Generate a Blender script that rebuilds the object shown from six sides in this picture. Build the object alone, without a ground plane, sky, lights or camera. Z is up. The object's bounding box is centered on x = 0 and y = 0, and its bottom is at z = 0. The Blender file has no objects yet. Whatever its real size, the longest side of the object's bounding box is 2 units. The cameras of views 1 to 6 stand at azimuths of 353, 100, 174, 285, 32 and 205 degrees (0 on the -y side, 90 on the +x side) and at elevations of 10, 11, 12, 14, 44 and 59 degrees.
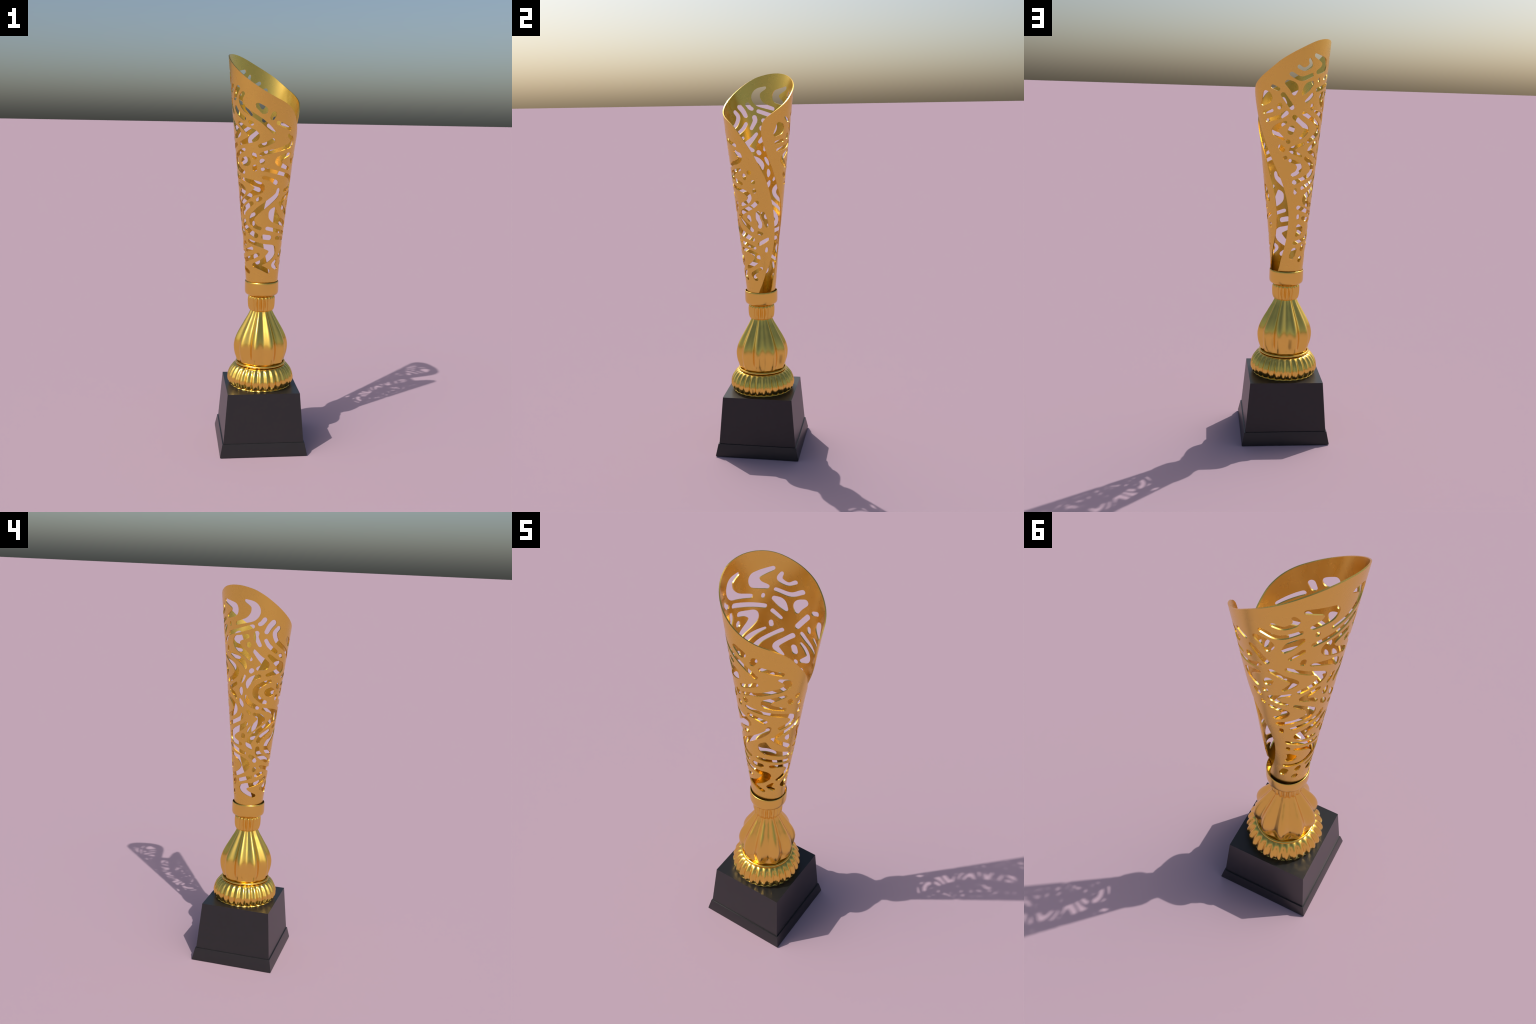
"""Tall gold trophy: black stepped plinth, gadrooned foot, fluted bulb and neck,
collar, and a rolled conical sheet-metal cup with a pierced ribbon pattern."""
import bpy, bmesh, math
import numpy as np

TAU = 2 * math.pi

# ------------------------------------------------------------------ helpers
def link(ob, parent=None):
    bpy.context.scene.collection.objects.link(ob)
    if parent is not None:
        ob.parent = parent
    return ob


def new_object(name, verts, faces, mat, parent, sharp=math.radians(40)):
    me = bpy.data.meshes.new(name)
    me.from_pydata([tuple(v) for v in verts], [], [tuple(f) for f in faces])
    me.validate()
    me.polygons.foreach_set("use_smooth", np.ones(len(me.polygons), dtype=bool))
    if sharp is not None:
        me.set_sharp_from_angle(angle=sharp)
    me.materials.append(mat)
    me.update()
    return link(bpy.data.objects.new(name, me), parent)


def catmull(points, per=10):
    """Smooth curve through control points (any number of columns)."""
    p = np.array(points, float)
    if len(p) == 1:
        return p
    q = np.vstack([2 * p[0] - p[1], p, 2 * p[-1] - p[-2]])
    out = []
    for i in range(len(p) - 1):
        a, b, c, d = q[i:i + 4]
        t = np.linspace(0, 1, per, endpoint=False)[:, None]
        out.append(0.5 * (2 * b + (c - a) * t + (2 * a - 5 * b + 4 * c - d) * t ** 2
                          + (3 * b - a - 3 * c + d) * t ** 3))
    out.append(p[-1:])
    return np.vstack(out)


# ---------------------------------------------------------------- materials
def principled(name):
    m = bpy.data.materials.new(name)
    m.use_nodes = True
    nt = m.node_tree
    return m, nt, nt.nodes["Principled BSDF"]


def gold_material(name, rough, grain):
    m, nt, b = principled(name)
    co = nt.nodes.new("ShaderNodeTexCoord")
    no = nt.nodes.new("ShaderNodeTexNoise")
    no.inputs["Scale"].default_value = grain
    no.inputs["Detail"].default_value = 3
    nt.links.new(co.outputs["Object"], no.inputs["Vector"])
    mr = nt.nodes.new("ShaderNodeMapRange")
    mr.inputs["To Min"].default_value = rough - 0.015
    mr.inputs["To Max"].default_value = rough + 0.015
    nt.links.new(no.outputs["Fac"], mr.inputs["Value"])
    nt.links.new(mr.outputs["Result"], b.inputs["Roughness"])
    b.inputs["Base Color"].default_value = GOLD
    b.inputs["Metallic"].default_value = 1.0
    return m


GOLD = (0.88, 0.58, 0.118, 1)
gold = gold_material("polished_gold", 0.225, 30)
gold_sheet = gold_material("gold_sheet_metal", 0.275, 18)

black, nt, b = principled("satin_black_lacquer")
co = nt.nodes.new("ShaderNodeTexCoord")
no = nt.nodes.new("ShaderNodeTexNoise")
no.inputs["Scale"].default_value = 60
nt.links.new(co.outputs["Object"], no.inputs["Vector"])
ramp = nt.nodes.new("ShaderNodeValToRGB")
ramp.color_ramp.elements[0].color = (0.0105, 0.0105, 0.0115, 1)
ramp.color_ramp.elements[1].color = (0.0135, 0.0135, 0.0145, 1)
nt.links.new(no.outputs["Fac"], ramp.inputs["Fac"])
nt.links.new(ramp.outputs["Color"], b.inputs["Base Color"])
b.inputs["Roughness"].default_value = 0.36

# --------------------------------------------------------------------- root
root = link(bpy.data.objects.new("trophy", None))
root.empty_display_size = 0.1
root["label"] = "tall gold trophy with pierced rolled cup on black plinth"
root["category"] = "trophy"



# ------------------------------------------------------------------- plinth
def square_loft(name, rings, parent, bevel):
    bm = bmesh.new()
    loops = []
    for h, z in rings:
        loops.append([bm.verts.new((sx * h, sy * h, z)) for sx, sy in ((-1, -1), (1, -1), (1, 1), (-1, 1))])
    for lo, hi in zip(loops, loops[1:]):
        for i in range(4):
            bm.faces.new((lo[i], lo[(i + 1) % 4], hi[(i + 1) % 4], hi[i]))
    bm.faces.new(loops[0][::-1])
    bm.faces.new(loops[-1])
    bmesh.ops.bevel(bm, geom=[e for e in bm.edges if e.calc_face_angle(0) > 0.3], offset=bevel,
                    segments=3, profile=0.5, affect="EDGES")
    me = bpy.data.meshes.new(name)
    bm.to_mesh(me)
    bm.free()
    me.polygons.foreach_set("use_smooth", np.ones(len(me.polygons), dtype=bool))
    me.set_sharp_from_angle(angle=math.radians(35))
    me.materials.append(black)
    return link(bpy.data.objects.new(name, me), parent)


square_loft("plinth_skirt", [(0.2215, 0.0), (0.2215, 0.006), (0.2090, 0.0655), (0.1990, 0.0672)], root, 0.0022)
square_loft("plinth_block", [(0.2045, 0.0640), (0.1836, 0.3185)], root, 0.0032)


# ------------------------------------------------- turned and fluted gold parts
def turned(name, profile, flutes=0, depth=None, seg=720, mat=gold, parent=root, pinch=1.0, phase=0.0, sharp=math.radians(40)):
    """Revolve a profile of (radius, z); flutes press rounded grooves between round lobes.
    depth(radius, z) gives the groove depth; one lobe crests at angle phase."""
    prof = np.array(profile)
    th = np.arange(seg) * TAU / seg
    wave = 0.5 - 0.5 * np.cos((th - phase) * flutes)
    press = wave ** pinch if flutes else 0 * th
    verts, faces = [], []
    for r, z in prof:
        rr = r - (depth(r, z) * press if flutes else 0 * th)
        verts.append(np.stack([rr * np.cos(th), rr * np.sin(th), np.full(seg, z)], 1))
    n = len(prof)
    base = np.arange(seg)
    nxt = (base + 1) % seg
    for k in range(n - 1):
        faces.append(np.stack([k * seg + base, k * seg + nxt, (k + 1) * seg + nxt, (k + 1) * seg + base], 1))
    v = np.vstack(verts)
    f = [tuple(x) for x in np.vstack(faces)]
    f.append(tuple(range(seg))[::-1])
    f.append(tuple((n - 1) * seg + base))
    return new_object(name, v, f, mat, parent, sharp)


def smooth_step(t):
    t = min(max(t, 0), 1)
    return t * t * (3 - 2 * t)


def bump_of(lo, hi, amount, ends=0.25):
    def d(r, z):
        t = min(max((z - lo) / (hi - lo), 0), 1)
        return amount * (ends + (1 - ends) * math.sin(math.pi * t) ** 0.7)
    return d


foot_profile = catmull([(0.150, 0.3188), (0.1575, 0.3192), (0.1592, 0.3210), (0.1580, 0.3240), (0.1610, 0.3270),
                        (0.1655, 0.3310), (0.1695, 0.3400), (0.1722, 0.3540), (0.1712, 0.3680), (0.1672, 0.3810),
                        (0.1590, 0.3990), (0.1450, 0.4180), (0.1330, 0.4270), (0.1230, 0.4300)], 8)
turned("gadrooned_foot", foot_profile, 30,
       lambda r, z: 0.0088 * min(1, 0.32 + max(0, z - 0.321) / 0.014) * min(1, max(0.30, (0.440 - z) / 0.030)), pinch=1.15)

lip = [(0.1240 + 0.0057 * math.cos(a), 0.4372 + 0.0058 * math.sin(a)) for a in np.linspace(-1.9, 2.6, 24)]
turned("foot_lip", [(0.112, 0.428)] + lip + [(0.1165, 0.4390), (0.100, 0.4390)], seg=256)

bulb_profile = catmull([(0.1050, 0.4310), (0.1165, 0.4390), (0.1240, 0.4490), (0.1297, 0.4663), (0.1352, 0.4834),
                        (0.1388, 0.5030), (0.1402, 0.5200), (0.1396, 0.5360), (0.1350, 0.5588), (0.1264, 0.5826),
                        (0.1124, 0.6112), (0.0960, 0.6398), (0.0800, 0.6680), (0.0688, 0.6873), (0.0600, 0.7050),
                        (0.0555, 0.7160)], 8)
turned("fluted_bulb", bulb_profile, 10,
       lambda r, z: 0.150 * r * (0.18 + 0.82 * smooth_step((z - 0.430) / 0.060)), pinch=1.0)

neck_profile = catmull([(0.0500, 0.7130), (0.0580, 0.7138), (0.0640, 0.7200), (0.0686, 0.7349), (0.0702, 0.7539),
                        (0.0703, 0.7728), (0.0685, 0.7850), (0.0630, 0.7920), (0.0520, 0.7945)], 8)
turned("fluted_neck", neck_profile, 20, bump_of(0.713, 0.7945, 0.0082, 0.50), pinch=1.2)

collar_profile = [(0.0500, 0.7935), (0.0640, 0.7937), (0.0715, 0.7955), (0.0785, 0.7990), (0.0835, 0.8040),
                  (0.0858, 0.8105), (0.0866, 0.8180), (0.0868, 0.8300), (0.0866, 0.8600), (0.0862, 0.8648),
                  (0.0850, 0.8678), (0.0840, 0.8680), (0.0831, 0.8665), (0.0828, 0.8630), (0.0822, 0.8200), (0.0780, 0.8020),
                  (0.0300, 0.8010)]
turned("collar", collar_profile, seg=256, sharp=math.radians(60))

# ----------------------------------------------------------- pierced rolled cup
# Surface coordinates: azimuth in degrees (0 = -y, 90 = +x) and height z in metres.
# The sheet runs from its inner edge (about 102) once round to its outer edge (about 102 + 360).
INNER_EDGE = [(113, 0.785), (141.5, 0.870), (152, 0.928), (163, 0.990), (170, 1.042), (173.8, 1.108), (174, 1.165),
              (170, 1.225), (163.5, 1.282), (156.5, 1.332), (147.5, 1.382), (137, 1.440), (127.5, 1.502), (118, 1.567),
              (108.8, 1.640), (104.6, 1.694), (104.2, 1.720), (105.4, 1.745), (108.7, 1.766)]
RIM = [(113, 1.781), (119, 1.796), (129, 1.820), (139, 1.844), (149, 1.871), (160, 1.901), (177, 1.936), (196, 1.966),
       (212, 1.985), (228, 1.996), (245, 2.000), (262, 1.997), (280, 1.984), (292, 1.965), (302, 1.943), (315, 1.909),
       (330, 1.869), (346, 1.831), (359, 1.806), (373, 1.785), (389, 1.766), (404, 1.744), (418, 1.714), (427, 1.685),
       (436.5, 1.650), (448, 1.604), (458, 1.550)]
OUTER_EDGE = [(470, 1.486), (479.5, 1.422), (487.5, 1.355), (494.5, 1.290), (499.5, 1.225), (502, 1.162), (499.3, 1.100),
              (491, 1.034), (478, 0.976), (465, 0.918), (453, 0.874), (436, 0.785)]


def cone_radius(z):
    return np.polyval((-0.00727, 0.03751, 0.04713, 0.01320), z)


def ease(t, soft):
    """0 below zero, t above, with a soft knee."""
    return (np.sqrt(t * t + soft * soft) + t) / 2


_ie, _oe = np.array(INNER_EDGE), np.array(OUTER_EDGE)[::-1]


def sheet_point(az, z, inset):
    """The sheet leans and opens from a round foot into a slightly lopsided oval mouth (long axis
    at azimuth 135); the two long edges tuck in or spring out a little."""
    a = np.radians(az)
    t = np.maximum(z - 1.0, 0)
    r = cone_radius(z) - inset
    r = r + 0.0070 * ease(z - 1.0, 0.03) * np.cos(a) + (0.0040 * t + 0.0112 * t ** 2) * np.sin(a)
    r = r - 0.0208 * ease(z - 0.93, 0.04) * np.sin(2 * a)
    r = r - 0.0029 * np.clip((1.12 - z) / 0.25, 0, 1) * np.cos(2 * a)
    r = r + 0.0025 * t ** 2 * np.cos(3 * a) - 0.0037 * t ** 4 * np.sin(3 * a)
    r = r + 0.0012 + 0.0025 * np.exp(-((z - 1.08) / 0.15) ** 2) * np.maximum(0, np.cos(a - math.radians(320))) ** 2
    spring_a = np.interp(z, [0.88, 1.00, 1.15, 1.30, 1.45, 1.60, 1.75], [0, -0.0060, -0.0050, 0, 0.0010, 0.0020, 0.0010])
    spring_b = np.interp(z, [0.88, 0.98, 1.12, 1.25, 1.45, 1.60], [0, -0.0040, -0.0020, -0.0050, -0.0050, 0])
    wa = np.clip(1 - (az - np.interp(z, _ie[:, 1], _ie[:, 0])) / 40, 0, 1)
    wb = np.clip(1 - (np.interp(z, _oe[:, 1], _oe[:, 0]) - az) / 40, 0, 1)
    r = r + spring_a * wa ** 2 * (3 - 2 * wa) + spring_b * wb ** 2 * (3 - 2 * wb)
    return np.stack([r * np.sin(a), -r * np.cos(a), z], -1)


SLOTS = []


def slot(*spine):
    """A cut-out with round ends: spine points (azimuth, z, width in mm)."""
    p = np.array(spine, float)
    p[:, 0] = np.degrees(np.unwrap(np.radians(p[:, 0])))
    SLOTS.append(p)


# -- band under the rim
slot((145, 1.774, 19), (153, 1.763, 18))
slot((167, 1.792, 29), (176, 1.772, 44), (177, 1.746, 21))
slot((172, 1.833, 21), (188, 1.813, 21), (210, 1.833, 18))
slot((202, 1.900, 18), (205, 1.881, 25), (201, 1.867, 20), (192, 1.856, 16), (183, 1.867, 19))
slot((212, 1.795, 22), (201, 1.775, 40), (193, 1.747, 20))
slot((214, 1.922, 20), (238, 1.901, 36), (243, 1.881, 58), (236, 1.861, 36), (222, 1.846, 20))
slot((229, 1.812, 20), (229, 1.808, 20))
slot((267, 1.928, 15), (280, 1.910, 33), (284, 1.881, 48), (280, 1.854, 42), (269, 1.834, 25), (248, 1.817, 19))
slot((280, 1.806, 21), (260, 1.788, 22), (226, 1.764, 21))
slot((287, 1.774, 25), (286, 1.756, 24), (290, 1.732, 20), (293, 1.716, 18))
slot((298, 1.842, 23), (294, 1.824, 21), (291, 1.819, 20))
slot((311, 1.829, 28), (306, 1.809, 26), (302, 1.783, 23))
slot((320, 1.803, 22), (315, 1.776, 24), (321, 1.735, 22), (336, 1.703, 20), (350, 1.675, 20), (2, 1.645, 21), (10, 1.624, 19))
# -- upper shoulder band
slot((9, 1.710, 26), (6, 1.692, 24))
slot((17, 1.669, 20), (31, 1.656, 20), (49, 1.640, 18))
slot((133, 1.741, 31), (135, 1.722, 51), (127, 1.695, 22))
slot((142, 1.664, 17), (129, 1.655, 17))
slot((155, 1.690, 22), (154, 1.680, 21))
slot((160, 1.738, 23), (174, 1.680, 23))
slot((165, 1.654, 22), (154, 1.635, 22), (133, 1.617, 17))
slot((179, 1.636, 23), (192, 1.610, 23), (207, 1.580, 29), (201, 1.557, 24), (193, 1.539, 15))
slot((197, 1.654, 20), (216, 1.631, 21), (236, 1.607, 25), (246, 1.580, 35), (238, 1.552, 30), (214, 1.522, 20))
slot((214, 1.741, 20), (200, 1.708, 17))
slot((216, 1.690, 22), (215, 1.678, 22))
slot((226, 1.664, 14), (246, 1.648, 25), (262, 1.629, 31), (268, 1.603, 17))
slot((271, 1.757, 23), (256, 1.746, 28), (245, 1.727, 51), (252, 1.698, 42), (268, 1.669, 31), (278, 1.645, 19))
slot((274, 1.718, 26), (274, 1.715, 26))
slot((284, 1.687, 17), (293, 1.657, 23), (304, 1.627, 33), (303, 1.612, 32), (292, 1.600, 19))
slot((302, 1.741, 19), (308, 1.714, 20), (320, 1.686, 19))
slot((309, 1.667, 16), (321, 1.639, 26), (334, 1.616, 42), (337, 1.600, 41), (326, 1.584, 29), (309, 1.569, 17))
slot((330, 1.670, 20), (333, 1.663, 20))
slot((343, 1.748, 25), (352, 1.727, 37))
# -- band of the eyes
slot((9, 1.584, 23), (358, 1.568, 20), (346, 1.557, 20))
slot((45, 1.611, 15), (58, 1.592, 30), (58, 1.571, 29), (47, 1.556, 24), (37, 1.551, 21), (16, 1.535, 19), (359, 1.527, 19), (348, 1.517, 17))
slot((57, 1.520, 15), (36, 1.506, 24), (23, 1.486, 37), (33, 1.466, 25), (58, 1.446, 17))
slot((66, 1.488, 25), (68, 1.477, 22))
slot((79, 1.506, 25))
slot((155, 1.494, 23), (159, 1.482, 25))
slot((164, 1.611, 15), (153, 1.593, 24), (145, 1.571, 27), (150, 1.552, 27), (160, 1.532, 15))
slot((169, 1.520, 22))
slot((175, 1.581, 30), (173, 1.567, 30))
slot((201, 1.510, 16), (186, 1.497, 18), (176, 1.481, 25), (185, 1.465, 18), (197, 1.452, 16))
slot((243, 1.515, 20), (226, 1.494, 22), (219, 1.476, 23), (235, 1.462, 20), (243, 1.445, 15))
slot((258, 1.494, 17), (257, 1.481, 26), (258, 1.465, 15))
slot((266, 1.559, 15), (262, 1.543, 21), (258, 1.525, 12))
slot((279, 1.585, 23), (281, 1.590, 23))
slot((295, 1.563, 19), (283, 1.550, 24), (274, 1.525, 26), (272, 1.501, 11))
slot((315, 1.481, 42), (319, 1.482, 48))
slot((316, 1.539, 16), (304, 1.527, 20), (292, 1.503, 27), (289, 1.480, 28), (292, 1.459, 27), (302, 1.437, 22), (311, 1.429, 19))
slot((335, 1.516, 22), (336, 1.503, 22))
slot((350, 1.484, 26), (350, 1.480, 22))
# -- middle band
slot((30, 1.341, 24), (26, 1.318, 25), (3, 1.278, 27), (344, 1.246, 28), (329, 1.215, 27), (325, 1.195, 26), (328, 1.173, 25), (336, 1.159, 20), (346, 1.151, 18))
slot((87, 1.457, 23))
slot((89, 1.415, 20), (89, 1.410, 20))
slot((94, 1.353, 21), (84, 1.333, 21), (69, 1.316, 22), (52, 1.299, 25), (46, 1.285, 19))
slot((164, 1.443, 21))
slot((174, 1.430, 17), (189, 1.417, 19), (196, 1.396, 30), (190, 1.372, 23), (180, 1.360, 18))
slot((210, 1.440, 19), (228, 1.415, 26), (238, 1.386, 38), (230, 1.360, 29), (206, 1.340, 20), (185, 1.324, 24))
slot((254, 1.435, 16), (258, 1.418, 25), (262, 1.403, 14))
slot((260, 1.358, 18), (256, 1.340, 22), (236, 1.318, 21), (222, 1.307, 21), (207, 1.295, 19))
slot((270, 1.458, 13), (273, 1.435, 25), (282, 1.415, 26), (295, 1.401, 21))
slot((271, 1.315, 21), (258, 1.291, 29), (234, 1.265, 33), (221, 1.239, 40), (228, 1.217, 32), (242, 1.208, 24), (256, 1.202, 16))
slot((274, 1.383, 17), (279, 1.370, 18))
slot((290, 1.366, 19), (302, 1.354, 28), (305, 1.336, 35), (293, 1.307, 29), (282, 1.282, 25), (277, 1.268, 14))
slot((307, 1.394, 16), (326, 1.384, 22), (344, 1.362, 44), (344, 1.346, 43), (330, 1.326, 27), (313, 1.298, 23), (298, 1.272, 22), (285, 1.238, 27), (277, 1.207, 28), (284, 1.184, 16))
slot((336, 1.457, 21), (336, 1.445, 21))
slot((346, 1.301, 22), (341, 1.294, 20))
slot((351, 1.446, 19), (20, 1.431, 19), (47, 1.417, 19), (60, 1.409, 21), (73, 1.394, 25), (77, 1.374, 23), (69, 1.353, 21), (51, 1.338, 19))
slot((354, 1.405, 19), (6, 1.398, 19), (22, 1.380, 24))
# -- lower waves
slot((5, 1.151, 19), (25, 1.142, 19), (62, 1.126, 19), (84, 1.113, 17))
slot((22, 1.251, 15), (19, 1.226, 50), (24, 1.207, 52), (40, 1.188, 38), (65, 1.170, 28), (80, 1.158, 21))
slot((38, 1.277, 18), (53, 1.249, 22), (68, 1.227, 22), (79, 1.207, 20))
slot((71, 1.274, 27), (74, 1.259, 19))
slot((95, 1.299, 20), (95, 1.272, 21), (100, 1.243, 22), (100, 1.226, 20))
slot((96, 1.194, 18), (104, 1.188, 18))
slot((97, 1.133, 17), (109, 1.146, 21), (121, 1.159, 17))
slot((107, 1.294, 22), (113, 1.258, 24), (118, 1.228, 17))
slot((189, 1.288, 17), (189, 1.273, 19))
slot((200, 1.198, 21), (222, 1.183, 21), (244, 1.168, 23), (266, 1.156, 20))
slot((202, 1.156, 17), (202, 1.146, 17))
slot((218, 1.143, 19), (250, 1.126, 27), (268, 1.103, 45), (271, 1.087, 43), (261, 1.062, 32), (240, 1.038, 21), (217, 1.027, 20), (196, 1.018, 20))
slot((263, 1.250, 24), (263, 1.245, 24))
slot((284, 1.142, 21), (292, 1.131, 20), (297, 1.116, 20))
slot((302, 1.186, 21), (304, 1.160, 27), (317, 1.135, 28), (335, 1.115, 25))
slot((327, 1.277, 20), (312, 1.254, 25), (302, 1.228, 19), (303, 1.217, 13))
# -- foot of the sheet
slot((37, 1.100, 19), (60, 1.095, 19), (84, 1.079, 23), (91, 1.058, 30), (80, 1.032, 27), (57, 1.006, 19))
slot((43, 0.982, 15), (33, 0.961, 23), (48, 0.941, 16))
slot((102, 1.002, 17), (86, 0.986, 20), (74, 0.967, 22), (85, 0.942, 18))
slot((119, 1.110, 15), (118, 1.096, 17))
slot((197, 0.980, 27), (190, 0.950, 29))
slot((206, 1.101, 26), (212, 1.081, 38), (201, 1.059, 17))
slot((224, 0.938, 21), (221, 0.927, 22))
slot((230, 1.000, 20), (226, 0.984, 24))
slot((287, 1.027, 21), (252, 1.006, 20))
slot((297, 1.073, 20), (296, 1.064, 19))
slot((304, 1.035, 18), (321, 1.047, 18))
slot((316, 1.084, 20), (335, 1.073, 19), (357, 1.061, 23), (24, 1.045, 38), (23, 1.020, 42), (5, 0.991, 33), (345, 0.973, 26), (328, 0.961, 23))
slot((331, 0.958, 20), (352, 0.947, 24), (15, 0.929, 22))
slot((341, 1.018, 18), (322, 1.003, 22), (297, 0.986, 22), (273, 0.977, 29), (262, 0.962, 34), (277, 0.940, 25), (302, 0.922, 21))
slot((356, 1.108, 26), (12, 1.104, 26))


# --- signed distance of the sheet, sampled over the unrolled surface
STEP_AZ, STEP_Z, THICK = 0.7, 0.0023, 0.0050
AZ = np.arange(96, 512, STEP_AZ)
ZZ = np.arange(0.803, 2.006, STEP_Z)
ga, gz = np.meshgrid(AZ, ZZ, indexing="ij")
gr = cone_radius(gz)


def polygon_distance(poly):
    """Positive inside the closed outline given in (azimuth, z)."""
    best = np.full(ga.shape, 9.0)
    inside = np.zeros(ga.shape, bool)
    rad = np.radians(1) * gr
    for (a0, z0), (a1, z1) in zip(poly, np.roll(poly, -1, axis=0)):
        px, py = (ga - a0) * rad, gz - z0
        dx, dy = (a1 - a0) * rad, z1 - z0
        t = np.clip((px * dx + py * dy) / (dx * dx + dy * dy + 1e-18), 0, 1)
        best = np.minimum(best, (px - t * dx) ** 2 + (py - t * dy) ** 2)
        if z0 != z1:
            cross = ((z0 > gz) != (z1 > gz)) & (ga < (a1 - a0) * (gz - z0) / (z1 - z0) + a0)
            inside ^= cross
    return np.where(inside, 1, -1) * np.sqrt(best)


outline = catmull(INNER_EDGE + RIM + OUTER_EDGE, 3)
field = polygon_distance(outline)
field = np.minimum(field, gz - 0.806)
holes = np.full(ga.shape, 0.03)
for spine in SLOTS:
    pts = catmull(spine, 14)
    mid = pts[:, 0].mean()
    off = 0
    for off in (-360, 0, 360):
        a_lo, a_hi = pts[:, 0].min() + off - 14, pts[:, 0].max() + off + 14
        z_lo, z_hi = pts[:, 1].min() - 0.035, pts[:, 1].max() + 0.035
        i = np.where((AZ > a_lo) & (AZ < a_hi))[0]
        j = np.where((ZZ > z_lo) & (ZZ < z_hi))[0]
        if len(i) == 0 or len(j) == 0 or not (96 < mid + off < 512):
            continue
        s = np.s_[i[0]:i[-1] + 1, j[0]:j[-1] + 1]
        a, z, rad = ga[s][..., None], gz[s][..., None], (np.radians(1) * gr[s])[..., None]
        d = np.sqrt(((a - pts[:, 0] - off) * rad) ** 2 + (z - pts[:, 1]) ** 2) - pts[:, 2] / 2000
        holes[s] = np.minimum(holes[s], d.min(-1))

# --- a small blur rounds the inner corners where cut-outs meet or turn sharply
def blur(f, sigma, axis):
    w = int(math.ceil(3 * sigma))
    k = np.exp(-0.5 * (np.arange(-w, w + 1) / sigma) ** 2)
    k /= k.sum()
    pad = [(w, w) if a == axis else (0, 0) for a in (0, 1)]
    g = np.pad(f, pad, mode="edge")
    n = f.shape[axis]
    return sum(k[i] * np.take(g, range(i, i + n), axis=axis) for i in range(2 * w + 1))


ROUND = 0.0026
holes = blur(blur(holes, ROUND / STEP_Z, 1), ROUND / (math.radians(STEP_AZ) * 0.135), 0)
field = np.minimum(field, holes)

# --- contour the field: whole cells where it is positive, clipped cells along its zero line
ni, nj = field.shape
field[np.abs(field) < 2e-5] = 2e-5
ids, coords, faces2d = {}, [], []


def grid_vertex(i, j):
    k = (i, j)
    if k not in ids:
        ids[k] = len(coords)
        coords.append((AZ[i], ZZ[j]))
    return ids[k]


def cut_vertex(p, q):
    k = (p, q) if p < q else (q, p)
    if k not in ids:
        f0, f1 = field[k[0]], field[k[1]]
        t = min(max(f0 / (f0 - f1), 0.02), 0.98)
        ids[k] = len(coords)
        coords.append((AZ[k[0][0]] * (1 - t) + AZ[k[1][0]] * t, ZZ[k[0][1]] * (1 - t) + ZZ[k[1][1]] * t))
    return ids[k]


pos = field > 0
count = pos[:-1, :-1].astype(int) + pos[1:, :-1] + pos[1:, 1:] + pos[:-1, 1:]
rim_edges = []
for i, j in np.argwhere(count > 0):
    i, j = int(i), int(j)
    quad = [(i, j), (i + 1, j), (i + 1, j + 1), (i, j + 1)]
    if count[i, j] == 4:
        faces2d.append([grid_vertex(*c) for c in quad])
        continue
    loop, cuts = [], []
    for n in range(4):
        p, q = quad[n], quad[(n + 1) % 4]
        if pos[p]:
            loop.append(grid_vertex(*p))
        if pos[p] != pos[q]:
            v = cut_vertex(p, q)
            loop.append(v)
            cuts.append((v, pos[p]))
    faces2d.append(loop)
    for n, (v, leaving) in enumerate(cuts):
        if leaving:
            rim_edges.append((v, cuts[(n + 1) % len(cuts)][0]))

uv = np.array(coords)
outer = sheet_point(uv[:, 0], uv[:, 1], 0.0)
inner = sheet_point(uv[:, 0], uv[:, 1], THICK)
n = len(outer)
faces = list(faces2d) + [[v + n for v in f[::-1]] for f in faces2d]
faces += [(b_, a_, a_ + n, b_ + n) for a_, b_ in rim_edges]
cup = new_object("pierced_cup", np.vstack([outer, inner]), faces, gold_sheet, root, math.radians(35))

# --- smooth sheet: shade both faces with the exact surface normal, walls of the cut-outs flat
EPS_A, EPS_Z = 0.05, 0.0005
du = sheet_point(uv[:, 0] + EPS_A, uv[:, 1], 0.0) - sheet_point(uv[:, 0] - EPS_A, uv[:, 1], 0.0)
dv = sheet_point(uv[:, 0], uv[:, 1] + EPS_Z, 0.0) - sheet_point(uv[:, 0], uv[:, 1] - EPS_Z, 0.0)
nrm = np.cross(du, dv)
nrm /= np.linalg.norm(nrm, axis=1, keepdims=True)
me = cup.data
loop_v = np.empty(len(me.loops), np.int32)
me.loops.foreach_get("vertex_index", loop_v)
sizes = np.empty(len(me.polygons), np.int32)
me.polygons.foreach_get("loop_total", sizes)
flat = np.empty(len(me.polygons) * 3, np.float32)
me.polygons.foreach_get("normal", flat)
face_of = np.repeat(np.arange(len(sizes)), sizes)
both = np.vstack([nrm, -nrm])
sheet_faces = face_of < 2 * len(faces2d)
loop_n = np.where(sheet_faces[:, None], both[loop_v], flat.reshape(-1, 3)[face_of])
me.normals_split_custom_set(loop_n.tolist())
print("slots", len(SLOTS), "faces", len(faces), "verts", 2 * n)
